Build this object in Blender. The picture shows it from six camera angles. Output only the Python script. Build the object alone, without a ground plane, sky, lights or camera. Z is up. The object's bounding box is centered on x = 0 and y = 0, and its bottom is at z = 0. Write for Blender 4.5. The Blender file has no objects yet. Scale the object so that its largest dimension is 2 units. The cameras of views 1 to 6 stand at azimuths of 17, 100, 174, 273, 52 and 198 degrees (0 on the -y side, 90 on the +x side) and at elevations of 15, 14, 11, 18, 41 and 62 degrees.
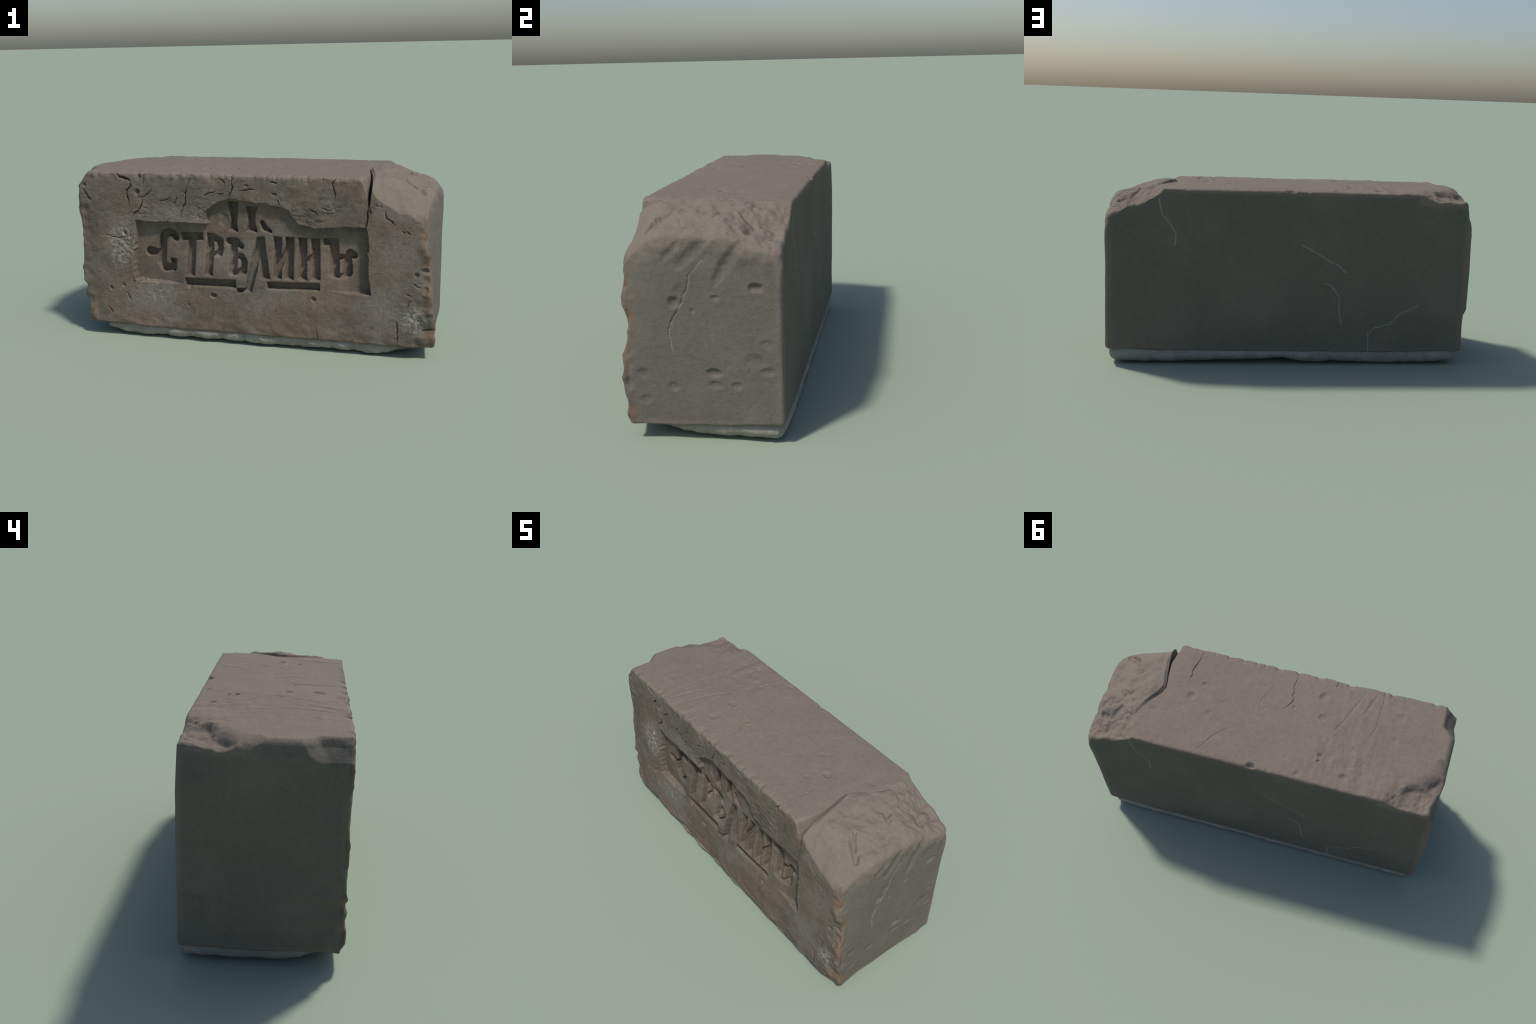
"""Old stamped clay brick lying on its long side, with a rest of bedding mortar underneath.

The brick is one fine box lattice that is shaped by rules: rounded edges, end profiles, a broken
corner with an open crack, a chipped corner, a sunken name panel with deeply pressed letters,
cracks, pits and burrs.  The faces are then sorted into named parts (body, panel, letters).
"""
import bpy
import numpy as np

rng = np.random.default_rng(7)

# ----------------------------------------------------------------------------- small maths helpers
PERM = rng.permutation(256).astype(np.int32)
PERM = np.concatenate([PERM, PERM, PERM])
GRAD = rng.normal(size=(256, 3)).astype(np.float32)
GRAD /= np.linalg.norm(GRAD, axis=1, keepdims=True)


def noise(p, scale, seed=0.0):
    """Gradient noise in about -1..1 at points p (n,3)."""
    q = p.astype(np.float32) * scale + np.float32(seed * 17.31 + 100.0)
    i = np.floor(q).astype(np.int32)
    f = q - i
    u = f * f * f * (f * (f * 6 - 15) + 10)
    i &= 255
    out = np.zeros(len(p), np.float32)
    for cx in (0, 1):
        wx = u[:, 0] if cx else 1 - u[:, 0]
        hx = PERM[i[:, 0] + cx]
        for cy in (0, 1):
            wy = u[:, 1] if cy else 1 - u[:, 1]
            hy = PERM[hx + i[:, 1] + cy]
            for cz in (0, 1):
                wz = u[:, 2] if cz else 1 - u[:, 2]
                g = GRAD[PERM[hy + i[:, 2] + cz]]
                d = g[:, 0] * (f[:, 0] - cx) + g[:, 1] * (f[:, 1] - cy) + g[:, 2] * (f[:, 2] - cz)
                out += wx * wy * wz * d
    return out * 1.6


def fbm(p, scale, octaves=3, seed=0.0, gain=0.5):
    out = np.zeros(len(p), np.float32)
    amp = 1.0
    for o in range(octaves):
        out += amp * noise(p, scale * 2 ** o, seed + o)
        amp *= gain
    return out


def ramp(v, a, b):
    """Smooth step: 0 at a, 1 at b (a may be larger than b)."""
    t = np.clip((v - a) / (b - a), 0, 1)
    return t * t * (3 - 2 * t)


def profile(v, pairs):
    """Piecewise linear profile through (position, value) control points."""
    pts = sorted(pairs)
    return np.interp(v, [a for a, _ in pts], [b for _, b in pts])


def segment_distance(u, v, a, b):
    """Distance to a segment and the parameter along it."""
    ax, ay = a
    dx, dy = b[0] - ax, b[1] - ay
    t = np.clip(((u - ax) * dx + (v - ay) * dy) / (dx * dx + dy * dy + 1e-12), 0, 1)
    return np.hypot(u - ax - t * dx, v - ay - t * dy), t


def path_distance(u, v, path):
    """Distance to an open path and the position 0..1 along it."""
    best = np.full(len(u), 9.0)
    pos = np.zeros(len(u))
    n = len(path) - 1
    for k in range(n):
        d, t = segment_distance(u, v, path[k], path[k + 1])
        m = d < best
        best[m] = d[m]
        pos[m] = ((k + t) / n)[m]
    return best, pos


def outline_distance(u, v, poly):
    """Signed distance to a closed outline, negative inside."""
    best = np.full(len(u), 9.0)
    inside = np.zeros(len(u), bool)
    n = len(poly)
    for k in range(n):
        a, b = poly[k], poly[(k + 1) % n]
        d, _ = segment_distance(u, v, a, b)
        best = np.minimum(best, d)
        if a[1] != b[1]:
            hit = ((a[1] > v) != (b[1] > v)) & (u < (b[0] - a[0]) * (v - a[1]) / (b[1] - a[1]) + a[0])
            inside ^= hit
    return np.where(inside, -best, best)


def stroke_distance(u, v, stroke):
    """Signed distance to one letter stroke: 'r' has round ends, 'b' has blunt ends."""
    kind, ax, ay, ra, bx, by, rb = stroke
    dx, dy = bx - ax, by - ay
    ln = np.hypot(dx, dy)
    s = ((u - ax) * dx + (v - ay) * dy) / ln
    c = ((u - ax) * dy - (v - ay) * dx) / ln
    t = np.clip(s / ln, 0, 1)
    r = ra + (rb - ra) * t
    if kind == 'r':
        return np.hypot(s - t * ln, c) - r
    qx = np.abs(s - ln / 2) - ln / 2
    qy = np.abs(c) - r
    return np.hypot(np.maximum(qx, 0), np.maximum(qy, 0)) + np.minimum(np.maximum(qx, qy), 0)


# ----------------------------------------------------------------------------- sizes of the brick
X0, X1 = -0.965, 0.965
Y0, Y1 = -0.332, 0.330
Z0, Z1 = 0.066, 0.950
STEP_FINE, STEP_COARSE, STEP_Y = 0.0019, 0.0034, 0.0036
FINE_X = (-0.68, 0.68)          # the lettering gets the finer mesh
FINE_Z = (0.30, 0.95)

# sunken name panel on the front, (x, z)
PANEL = [(-0.637, 0.682), (-0.578, 0.680), (-0.506, 0.682), (-0.433, 0.681), (-0.331, 0.682), (-0.227, 0.681),
         (-0.232, 0.701), (-0.214, 0.754), (-0.183, 0.785), (-0.141, 0.804), (-0.096, 0.817), (-0.043, 0.811),
         (0.066, 0.808), (0.114, 0.802), (0.131, 0.787), (0.196, 0.784), (0.228, 0.771), (0.249, 0.733),
         (0.277, 0.696), (0.348, 0.687), (0.366, 0.682), (0.504, 0.694), (0.638, 0.695), (0.643, 0.672),
         (0.654, 0.589), (0.652, 0.480), (0.669, 0.336), (0.619, 0.333), (0.533, 0.338), (0.453, 0.343),
         (0.400, 0.345), (0.182, 0.345), (-0.042, 0.338), (-0.273, 0.335), (-0.453, 0.332), (-0.570, 0.334),
         (-0.648, 0.332), (-0.671, 0.329), (-0.664, 0.455), (-0.652, 0.559)]

# pressed letters and marks: strokes (end style, x, z, half width, x, z, half width)
LETTERS = {
    "es": [('r', -0.420, 0.584, 0.018, -0.430, 0.606, 0.020), ('r', -0.430, 0.606, 0.020, -0.455, 0.617, 0.022),
           ('r', -0.455, 0.617, 0.022, -0.482, 0.605, 0.023), ('r', -0.482, 0.605, 0.023, -0.497, 0.572, 0.022),
           ('r', -0.497, 0.572, 0.022, -0.506, 0.443, 0.023), ('r', -0.506, 0.443, 0.023, -0.491, 0.413, 0.025),
           ('r', -0.491, 0.413, 0.025, -0.443, 0.416, 0.022), ('b', -0.435, 0.469, 0.019, -0.437, 0.412, 0.019)],
    "bead": [('r', -0.576, 0.501, 0.026, -0.547, 0.501, 0.020), ('r', -0.547, 0.503, 0.018, -0.507, 0.506, 0.008)],
    "te": [('b', -0.383, 0.594, 0.022, -0.260, 0.600, 0.022), ('b', -0.323, 0.605, 0.023, -0.332, 0.380, 0.023)],
    "er": [('b', -0.216, 0.619, 0.020, -0.227, 0.387, 0.023), ('r', -0.201, 0.599, 0.019, -0.164, 0.579, 0.021),
           ('r', -0.164, 0.579, 0.021, -0.160, 0.538, 0.019), ('r', -0.160, 0.538, 0.019, -0.168, 0.510, 0.017),
           ('r', -0.201, 0.507, 0.012, -0.168, 0.510, 0.015)],
    "yat": [('r', -0.108, 0.580, 0.019, -0.072, 0.582, 0.022), ('r', -0.072, 0.582, 0.022, -0.042, 0.557, 0.017),
            ('b', -0.083, 0.583, 0.022, -0.088, 0.410, 0.021), ('r', -0.088, 0.414, 0.021, -0.075, 0.411, 0.018),
            ('r', -0.071, 0.502, 0.016, -0.040, 0.503, 0.016), ('r', -0.040, 0.503, 0.016, -0.023, 0.471, 0.018),
            ('r', -0.023, 0.471, 0.018, -0.026, 0.425, 0.020), ('r', -0.026, 0.425, 0.020, -0.073, 0.409, 0.016)],
    "el": [('b', 0.064, 0.609, 0.016, 0.042, 0.504, 0.022), ('b', 0.042, 0.504, 0.022, -0.001, 0.315, 0.021),
           ('r', 0.046, 0.520, 0.021, 0.038, 0.485, 0.021), ('b', -0.064, 0.313, 0.012, 0.020, 0.319, 0.012), ('b', 0.067, 0.613, 0.020, 0.095, 0.387, 0.025)],
    "i": [('b', 0.162, 0.618, 0.021, 0.162, 0.392, 0.022), ('b', 0.228, 0.619, 0.022, 0.227, 0.392, 0.023),
          ('b', 0.171, 0.452, 0.013, 0.217, 0.561, 0.013)],
    "en": [('b', 0.297, 0.619, 0.022, 0.299, 0.395, 0.024), ('b', 0.365, 0.619, 0.022, 0.371, 0.397, 0.024),
           ('b', 0.315, 0.495, 0.015, 0.358, 0.523, 0.015)],
    "hard_sign": [('b', 0.409, 0.602, 0.018, 0.464, 0.604, 0.018), ('r', 0.464, 0.600, 0.024, 0.470, 0.438, 0.025),
                  ('b', 0.478, 0.523, 0.015, 0.535, 0.526, 0.015), ('r', 0.550, 0.544, 0.023, 0.564, 0.537, 0.022),
                  ('r', 0.535, 0.516, 0.022, 0.537, 0.442, 0.025), ('r', 0.486, 0.425, 0.013, 0.521, 0.429, 0.013)],
    "first_numeral": [('b', -0.082, 0.800, 0.030, -0.079, 0.745, 0.020), ('r', -0.079, 0.745, 0.020, -0.080, 0.690, 0.018),
                      ('b', -0.080, 0.690, 0.018, -0.085, 0.640, 0.025)],
    "second_numeral": [('b', 0.021, 0.777, 0.031, 0.020, 0.727, 0.018), ('r', 0.020, 0.727, 0.018, 0.020, 0.687, 0.020),
                       ('b', 0.020, 0.687, 0.020, 0.019, 0.641, 0.029)],
    "comma": [('r', 0.078, 0.690, 0.013, 0.091, 0.665, 0.016), ('r', 0.091, 0.665, 0.016, 0.125, 0.645, 0.006)],
    "left_bar": [('b', -0.365, 0.343, 0.022, -0.073, 0.349, 0.022)],
    "right_bar": [('b', 0.106, 0.352, 0.020, 0.392, 0.360, 0.020)],
}
PART_NAME = {"bead": "ornament_mark", "first_numeral": "numeral", "second_numeral": "numeral",
             "comma": "comma_mark", "left_bar": "underline", "right_bar": "underline"}

# cracks on the front: (half width, depth, path in x, z)
FRONT_CRACKS = [
    (0.010, 0.020, [(-0.736, 0.946), (-0.715, 0.923), (-0.670, 0.913), (-0.657, 0.895)]),
    (0.006, 0.016, [(-0.657, 0.895), (-0.656, 0.872), (-0.680, 0.850), (-0.684, 0.826), (-0.672, 0.800), (-0.672, 0.752)]),
    (0.004, 0.007, [(-0.572, 0.947), (-0.577, 0.913), (-0.582, 0.874)]),
    (0.005, 0.009, [(-0.526, 0.860), (-0.559, 0.832), (-0.582, 0.816), (-0.617, 0.812)]),
    (0.005, 0.013, [(-0.583, 0.811), (-0.595, 0.792), (-0.593, 0.776), (-0.609, 0.751), (-0.618, 0.737), (-0.648, 0.718), (-0.658, 0.701)]),
    (0.004, 0.007, [(-0.833, 0.618), (-0.820, 0.596), (-0.788, 0.587), (-0.762, 0.580), (-0.730, 0.581), (-0.685, 0.589)]),
    (0.006, 0.008, [(-0.493, 0.795), (-0.454, 0.802), (-0.420, 0.819)]),
    (0.005, 0.011, [(-0.301, 0.955), (-0.314, 0.907), (-0.327, 0.879), (-0.337, 0.843), (-0.339, 0.793), (-0.356, 0.759), (-0.365, 0.741), (-0.372, 0.702), (-0.371, 0.688)]),
    (0.005, 0.012, [(-0.075, 0.955), (-0.074, 0.908), (-0.072, 0.881), (-0.078, 0.859), (-0.090, 0.842), (-0.092, 0.818)]),
    (0.005, 0.011, [(-0.163, 0.865), (-0.175, 0.853), (-0.201, 0.850), (-0.218, 0.841), (-0.227, 0.832)]),
    (0.005, 0.010, [(-0.161, 0.848), (-0.138, 0.845), (-0.115, 0.850)]),
    (0.005, 0.012, [(-0.036, 0.864), (-0.005, 0.869), (0.026, 0.876), (0.054, 0.874)]),
    (0.007, 0.012, [(-0.144, 0.929), (-0.121, 0.917), (-0.111, 0.901)]),
    (0.008, 0.013, [(0.132, 0.915), (0.154, 0.914), (0.176, 0.911)]),
    (0.005, 0.011, [(0.169, 0.824), (0.177, 0.811), (0.185, 0.795)]),
    (0.005, 0.009, [(-0.388, 0.822), (-0.395, 0.793), (-0.417, 0.779)]),
    (0.007, 0.010, [(0.136, 0.858), (0.158, 0.853), (0.172, 0.843)]),
    (0.005, 0.012, [(0.488, 0.952), (0.463, 0.918), (0.469, 0.893), (0.477, 0.874), (0.472, 0.827)]),
    (0.005, 0.009, [(0.342, 0.783), (0.367, 0.769), (0.390, 0.753)]),
    (0.006, 0.006, [(0.401, 0.790), (0.441, 0.775), (0.463, 0.779)]),
    (0.006, 0.030, [(0.652, 0.880), (0.650, 0.850), (0.654, 0.794)]),
    (0.004, 0.009, [(0.654, 0.794), (0.668, 0.772)]),
    (0.005, 0.016, [(0.652, 0.794), (0.645, 0.780), (0.643, 0.738), (0.637, 0.690)]),
    (0.006, 0.010, [(0.729, 0.786), (0.739, 0.753), (0.766, 0.734), (0.789, 0.715)]),
    (0.007, 0.009, [(0.819, 0.686), (0.835, 0.674)]),
    (0.007, 0.009, [(0.841, 0.687), (0.858, 0.668)]),
    (0.005, 0.008, [(0.881, 0.417), (0.921, 0.389)]),
    (0.005, 0.007, [(0.843, 0.359), (0.877, 0.347)]),
    (0.004, 0.006, [(0.867, 0.329), (0.846, 0.261)]),
    (0.005, 0.010, [(0.800, 0.215), (0.806, 0.169), (0.807, 0.066)]),
    (0.007, 0.014, [(0.932, 0.161), (0.964, 0.171), (0.990, 0.170)]),
    (0.003, 0.006, [(0.383, 0.149), (0.383, 0.070)]),
    (0.006, 0.009, [(-0.716, 0.267), (-0.691, 0.220)]),
    (0.008, 0.009, [(-0.837, 0.175), (-0.807, 0.133)]),
    (0.012, 0.012, [(-0.945, 0.850), (-0.925, 0.815), (-0.900, 0.780)]),
]
# pits on the front: x, z, radius x, radius z, depth
FRONT_PITS = [(-0.620, 0.842, 0.017, 0.020, 0.018), (-0.704, 0.610, 0.014, 0.016, 0.014), (-0.936, 0.874, 0.012, 0.012, 0.010),
              (-0.196, 0.277, 0.022, 0.014, 0.018), (-0.336, 0.318, 0.014, 0.013, 0.012), (-0.810, 0.286, 0.015, 0.015, 0.012),
              (-0.731, 0.305, 0.013, 0.016, 0.009), (0.363, 0.295, 0.015, 0.015, 0.014), (0.898, 0.460, 0.013, 0.015, 0.014),
              (0.941, 0.480, 0.030, 0.014, 0.012), (0.005, 0.895, 0.012, 0.007, 0.008), (-0.345, 0.215, 0.010, 0.008, 0.006),
              (0.690, 0.812, 0.009, 0.007, 0.006), (0.712, 0.808, 0.008, 0.007, 0.006), (0.945, 0.380, 0.018, 0.022, 0.008),
              (-0.600, 0.930, 0.012, 0.008, 0.006), (-0.130, 0.695, 0.030, 0.050, 0.007)]

# cracks on the top: (half width, depth, path in x, y)
TOP_CRACKS = [
    (0.004, 0.008, [(0.483, -0.335), (0.485, -0.250), (0.499, -0.174), (0.492, -0.139), (0.501, -0.078)]),
    (0.004, 0.008, [(-0.076, -0.335), (-0.077, -0.219), (-0.096, -0.120), (-0.041, -0.041)]),
    (0.0035, 0.005, [(0.338, 0.332), (0.300, 0.273), (0.265, 0.208), (0.210, 0.142), (0.135, 0.105)]),
    (0.0035, 0.003, [(0.141, -0.127), (0.154, -0.060), (0.135, 0.015)]),
    (0.0035, 0.003, [(0.042, -0.173), (0.077, -0.082), (0.052, 0.047)]),
    (0.0035, 0.003, [(0.069, -0.021), (0.007, -0.073)]),
    (0.0035, 0.003, [(0.402, -0.053), (0.345, -0.058), (0.289, -0.010), (0.185, 0.040)]),
    (0.0035, 0.003, [(0.568, -0.070), (0.510, -0.075)]),
    (0.005, 0.004, [(-0.569, -0.335), (-0.573, -0.233), (-0.572, -0.097), (-0.536, 0.044)]),
    (0.010, 0.007, [(-0.310, -0.335), (-0.301, -0.271)]),
    (0.020, 0.005, [(-0.538, -0.303), (-0.511, -0.215), (-0.485, -0.128)]),
    (0.016, 0.003, [(-0.470, -0.300), (-0.440, -0.200), (-0.400, -0.080), (-0.330, 0.060)]),
    (0.0035, 0.004, [(-0.010, -0.060), (-0.041, -0.041)]),
]
TOP_PITS = [(0.452, -0.010, 0.026, 0.024, 0.008), (0.405, -0.103, 0.017, 0.014, 0.006), (0.326, 0.069, 0.020, 0.015, 0.004),
            (0.485, 0.063, 0.022, 0.018, 0.003), (-0.252, -0.199, 0.024, 0.034, 0.009), (-0.279, -0.064, 0.026, 0.024, 0.007),
            (-0.114, -0.088, 0.013, 0.016, 0.004), (-0.689, -0.181, 0.028, 0.028, 0.004), (-0.325, 0.160, 0.014, 0.012, 0.008),
            (-0.325, 0.195, 0.013, 0.012, 0.007), (0.012, 0.322, 0.032, 0.022, 0.022), (0.271, -0.015, 0.016, 0.014, 0.003),
            (-0.685, -0.031, 0.022, 0.020, 0.003), (-0.477, 0.251, 0.032, 0.020, 0.008), (-0.233, 0.300, 0.020, 0.018, 0.006),
            (0.620, 0.120, 0.030, 0.022, 0.004)]

# right end: cracks, gouges and pits in (y, z)
END_CRACKS = [(0.004, 0.005, [(0.012, 0.762), (-0.037, 0.713), (-0.048, 0.657), (-0.066, 0.624), (-0.080, 0.583), (-0.111, 0.533), (-0.129, 0.491), (-0.131, 0.458), (-0.118, 0.391)]),
              (0.036, 0.009, [(0.185, 0.850), (0.118, 0.770), (0.055, 0.660)]),
              (0.034, 0.007, [(0.060, 0.870), (-0.023, 0.800), (-0.095, 0.725)]),
              (0.028, 0.005, [(-0.072, 0.838), (-0.150, 0.760)])]
END_PITS = [(-0.107, 0.594, 0.026, 0.026, 0.010), (0.228, 0.660, 0.030, 0.020, 0.010), (0.062, 0.616, 0.020, 0.014, 0.005),
            (-0.032, 0.560, 0.012, 0.012, 0.004), (0.046, 0.302, 0.036, 0.020, 0.009), (0.141, 0.251, 0.026, 0.018, 0.006),
            (0.263, 0.316, 0.030, 0.020, 0.006), (-0.121, 0.238, 0.032, 0.022, 0.005), (0.052, 0.251, 0.034, 0.017, 0.005),
            (-0.250, 0.290, 0.030, 0.026, 0.006), (0.215, 0.360, 0.050, 0.035, 0.004), (0.265, 0.430, 0.030, 0.020, 0.003),
            (-0.080, 0.640, 0.030, 0.030, 0.004), (-0.240, 0.180, 0.030, 0.020, 0.004)]

# hairline cracks drawn as pale lines on the back, (x, z)
BACK_CRACKS = [[(0.699, 0.897), (0.681, 0.813), (0.646, 0.778), (0.610, 0.716), (0.614, 0.648)],
               [(-0.060, 0.665), (-0.144, 0.620), (-0.201, 0.584), (-0.258, 0.557), (-0.297, 0.520)],
               [(-0.193, 0.457), (-0.226, 0.444), (-0.271, 0.383), (-0.272, 0.311), (-0.288, 0.230)],
               [(-0.443, 0.080), (-0.439, 0.178), (-0.473, 0.212), (-0.558, 0.232), (-0.602, 0.286), (-0.708, 0.338)]]

# broken line across the top beside the open crack, by y
SLAB_EDGE = [(-0.335, 0.600), (-0.26, 0.619), (-0.19, 0.632), (-0.10, 0.618), (-0.03, 0.602), (0.02, 0.618), (0.09, 0.668), (0.16, 0.692), (0.24, 0.695), (0.33, 0.668)]
GAP_WIDTH = [(-0.335, 0.068), (-0.26, 0.042), (-0.19, 0.016), (-0.10, 0.009), (0.0, 0.008), (0.1, 0.007), (0.33, 0.007)]
LIP_HEIGHT = [(-0.335, 0.886), (-0.31, 0.912), (-0.27, 0.936), (-0.20, 0.945), (-0.10, 0.947), (-0.03, 0.947), (0.33, 0.949)]
GAP_FLOOR = [(-0.335, 0.790), (-0.26, 0.830), (-0.19, 0.890), (-0.10, 0.928), (-0.03, 0.936), (0.09, 0.943), (0.17, 0.949), (0.33, 0.949)]
# inner border of the chipped corner, (x, y)
CHIP = [(-0.675, 0.36), (-0.700, 0.300), (-0.739, 0.253), (-0.796, 0.205), (-0.870, 0.168), (-0.912, 0.110), (-0.950, 0.025),
        (-1.10, -0.02), (-1.10, 0.45), (-0.675, 0.45)]


# ----------------------------------------------------------------------------- lattice
def box_lattice():
    """Closed quad lattice over a box; returns parameters 0..1 and quads."""
    def stations(lo, hi, fine):
        cuts = []
        for a, b, st in ((lo, fine[0], STEP_COARSE), (fine[0], fine[1], STEP_FINE), (fine[1], hi, STEP_COARSE)):
            if b - a > 1e-6:
                cuts.append(np.linspace(a, b, max(2, int(round((b - a) / st)) + 1))[:-1])
        return (np.append(np.concatenate(cuts), hi) - lo) / (hi - lo)

    sx = stations(X0, X1, FINE_X)
    sz = stations(Z0, Z1, FINE_Z)
    nx, nz = len(sx) - 1, len(sz) - 1
    ny = int(round((Y1 - Y0) / STEP_Y))

    def vid(i, j, k):
        return (i.astype(np.int64) * (ny + 1) + j) * (nz + 1) + k

    quads = []

    def face(fn, na, nb, flip):
        a, b = np.meshgrid(np.arange(na), np.arange(nb), indexing='ij')
        a, b = a.ravel(), b.ravel()
        q = np.stack([fn(a, b), fn(a + 1, b), fn(a + 1, b + 1), fn(a, b + 1)], 1)
        quads.append(q[:, ::-1] if flip else q)

    c = lambda a, v: np.full_like(a, v)
    face(lambda a, b: vid(a, c(a, 0), b), nx, nz, False)
    face(lambda a, b: vid(a, c(a, ny), b), nx, nz, True)
    face(lambda a, b: vid(a, b, c(a, nz)), nx, ny, False)
    face(lambda a, b: vid(a, b, c(a, 0)), nx, ny, True)
    face(lambda a, b: vid(c(a, nx), a, b), ny, nz, False)
    face(lambda a, b: vid(c(a, 0), a, b), ny, nz, True)
    quads = np.concatenate(quads)
    ids, inv = np.unique(quads.ravel(), return_inverse=True)
    quads = inv.reshape(-1, 4).astype(np.int32)
    k = ids % (nz + 1)
    j = (ids // (nz + 1)) % (ny + 1)
    i = ids // ((nz + 1) * (ny + 1))
    return np.stack([sx[i], j / ny, sz[k]], 1), quads


# ----------------------------------------------------------------------------- shape rules
def top_height(x, y, lumps):
    """Height of the upper surface: flat top, open crack, broken corner, chipped corner."""
    edge = profile(y, SLAB_EDGE) + 0.25 * lumps * ramp(y, -0.25, -0.1)
    gap = profile(y, GAP_WIDTH)
    lip = profile(y, LIP_HEIGHT)
    floor = profile(y, GAP_FLOOR)
    t = (x - edge) / gap
    d = np.maximum(x - edge - gap, 0)
    # the break falls away slowly along its middle ridge, steeply towards both long faces
    side = np.maximum(0.22 * ramp(y, -0.02, -0.2) + 0.78 * ramp(y, -0.205, -0.338), 0.87 * ramp(y, 0.035, 0.295))
    ridge = lip + 0.016 * ramp(d, 0, 0.018) - 0.33 * np.maximum(d - 0.055, 0) ** 1.06
    flank = lip - 0.036 * (1 - np.exp(-d / 0.03)) - 0.405 * d
    broken = ridge * (1 - side) + flank * side - 0.016 * ramp(x, 0.885, 0.975) * ramp(y, -0.12, 0.06) * ramp(y, 0.30, 0.2)
    slope = Z1 - (Z1 - floor) * (0.12 * np.clip(t / 0.3, 0, 1) + 0.33 * ramp(t, 0.15, 0.6) + 0.55 * ramp(t, 0.5, 0.72))
    rise = floor + (lip - floor) * ramp(t, 0.74, 1.0)
    h = np.where(t < 0.74, slope, np.where(t < 1, rise, broken))
    h = np.where(t < 0, Z1, h)
    # the top is slightly domed
    h += (0.005 + 0.012 * np.exp(-((x + 0.42) / 0.30) ** 2 - ((y + 0.06) / 0.22) ** 2)) * (1 - np.abs(y / 0.335) ** 4) * ramp(x, 0.64, 0.55) * ramp(x, -0.95, -0.80)
    # rough relief on the broken corner
    h += np.where(t > 1, lumps, 0) * ramp(d, 0.0, 0.06)
    # chip on the far corner of the other end
    c = -outline_distance(x, y, CHIP) + 1.2 * lumps
    wall = profile(x, [(-0.98, 0.040), (-0.90, 0.044), (-0.82, 0.032), (-0.70, 0.020)])
    h -= wall * (0.25 * ramp(c, -0.030, 0.01) + 0.75 * ramp(c, -0.006, profile(x, [(-0.95, 0.040), (-0.70, 0.035)]))) + np.where(c > 0, 0.8 * lumps, 0) * ramp(c, 0, 0.03)
    h -= 0.010 * np.exp(-((x + 0.965) / 0.05) ** 2 - ((y - 0.19) / 0.07) ** 2)
    return h


LEFT_FRONT = [(0.955, -0.914), (0.935, -0.924), (0.915, -0.936), (0.895, -0.955), (0.868, -0.976), (0.79, -0.973), (0.72, -0.980),
              (0.55, -0.976), (0.42, -0.983), (0.32, -0.990), (0.29, -0.966), (0.23, -0.970), (0.184, -0.957), (0.117, -0.968), (0.085, -0.960)]
LEFT_MIDDLE = [(0.955, -0.966), (0.93, -0.984), (0.89, -0.992), (0.80, -0.987), (0.62, -0.976), (0.45, -0.973), (0.30, -0.981), (0.18, -0.989), (0.07, -0.977)]
LEFT_BACK = [(0.955, -0.940), (0.91, -0.944), (0.85, -0.960), (0.77, -0.980), (0.53, -0.987), (0.315, -0.986), (0.28, -0.969), (0.19, -0.968), (0.085, -0.972)]
RIGHT_FRONT = [(0.95, 0.925), (0.75, 0.942), (0.62, 0.952), (0.50, 0.962), (0.30, 0.984), (0.15, 0.994), (0.05, 0.998)]
RIGHT_FRONT_Y = [(0.90, -0.318), (0.792, -0.318), (0.751, -0.329), (0.678, -0.321), (0.595, -0.332), (0.504, -0.320), (0.445, -0.320),
                 (0.343, -0.334), (0.264, -0.343), (0.169, -0.326), (0.098, -0.330), (0.05, -0.308)]
LEFT_FRONT_Y = [(0.95, -0.323), (0.833, -0.333), (0.80, -0.327), (0.42, -0.326), (0.334, -0.331), (0.12, -0.335), (0.08, -0.325)]


def groove(depth, u, v, half, deep, path, mask):
    """Carve one crack into a depth field."""
    box = [min(p[0] for p in path) - 0.05, max(p[0] for p in path) + 0.05, min(p[1] for p in path) - 0.05, max(p[1] for p in path) + 0.05]
    m = np.flatnonzero(mask & (u > box[0]) & (u < box[1]) & (v > box[2]) & (v < box[3]))
    if len(m) == 0:
        return
    pts = np.stack([u[m], v[m], np.zeros(len(m))], 1)
    wob = noise(pts, 45, 3) * 0.006
    d, t = path_distance(u[m] + wob, v[m] + wob * 0.7, path)
    taper = np.maximum(1.0 - np.abs(2 * t - 1) ** 2.5, 0.04)
    depth[m] += deep * 1.15 * taper ** 0.8 * (1 - ramp(d, 0.1 * half, half * (0.35 + 0.65 * taper)))


def pits(depth, u, v, items, mask):
    for cx, cy, rx, ry, deep in items:
        m = np.flatnonzero(mask & (np.abs(u - cx) < 3 * rx) & (np.abs(v - cy) < 3 * ry))
        pts = np.stack([u[m], v[m], np.full(len(m), cx * 9)], 1)
        d = np.hypot((u[m] - cx) / rx, (v[m] - cy) / ry) + 0.22 * noise(pts, 30, 8)
        depth[m] += deep * (1 - ramp(d, 0.25, 1.15)) - 0.05 * deep * np.exp(-((d - 1.3) / 0.3) ** 2)


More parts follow.
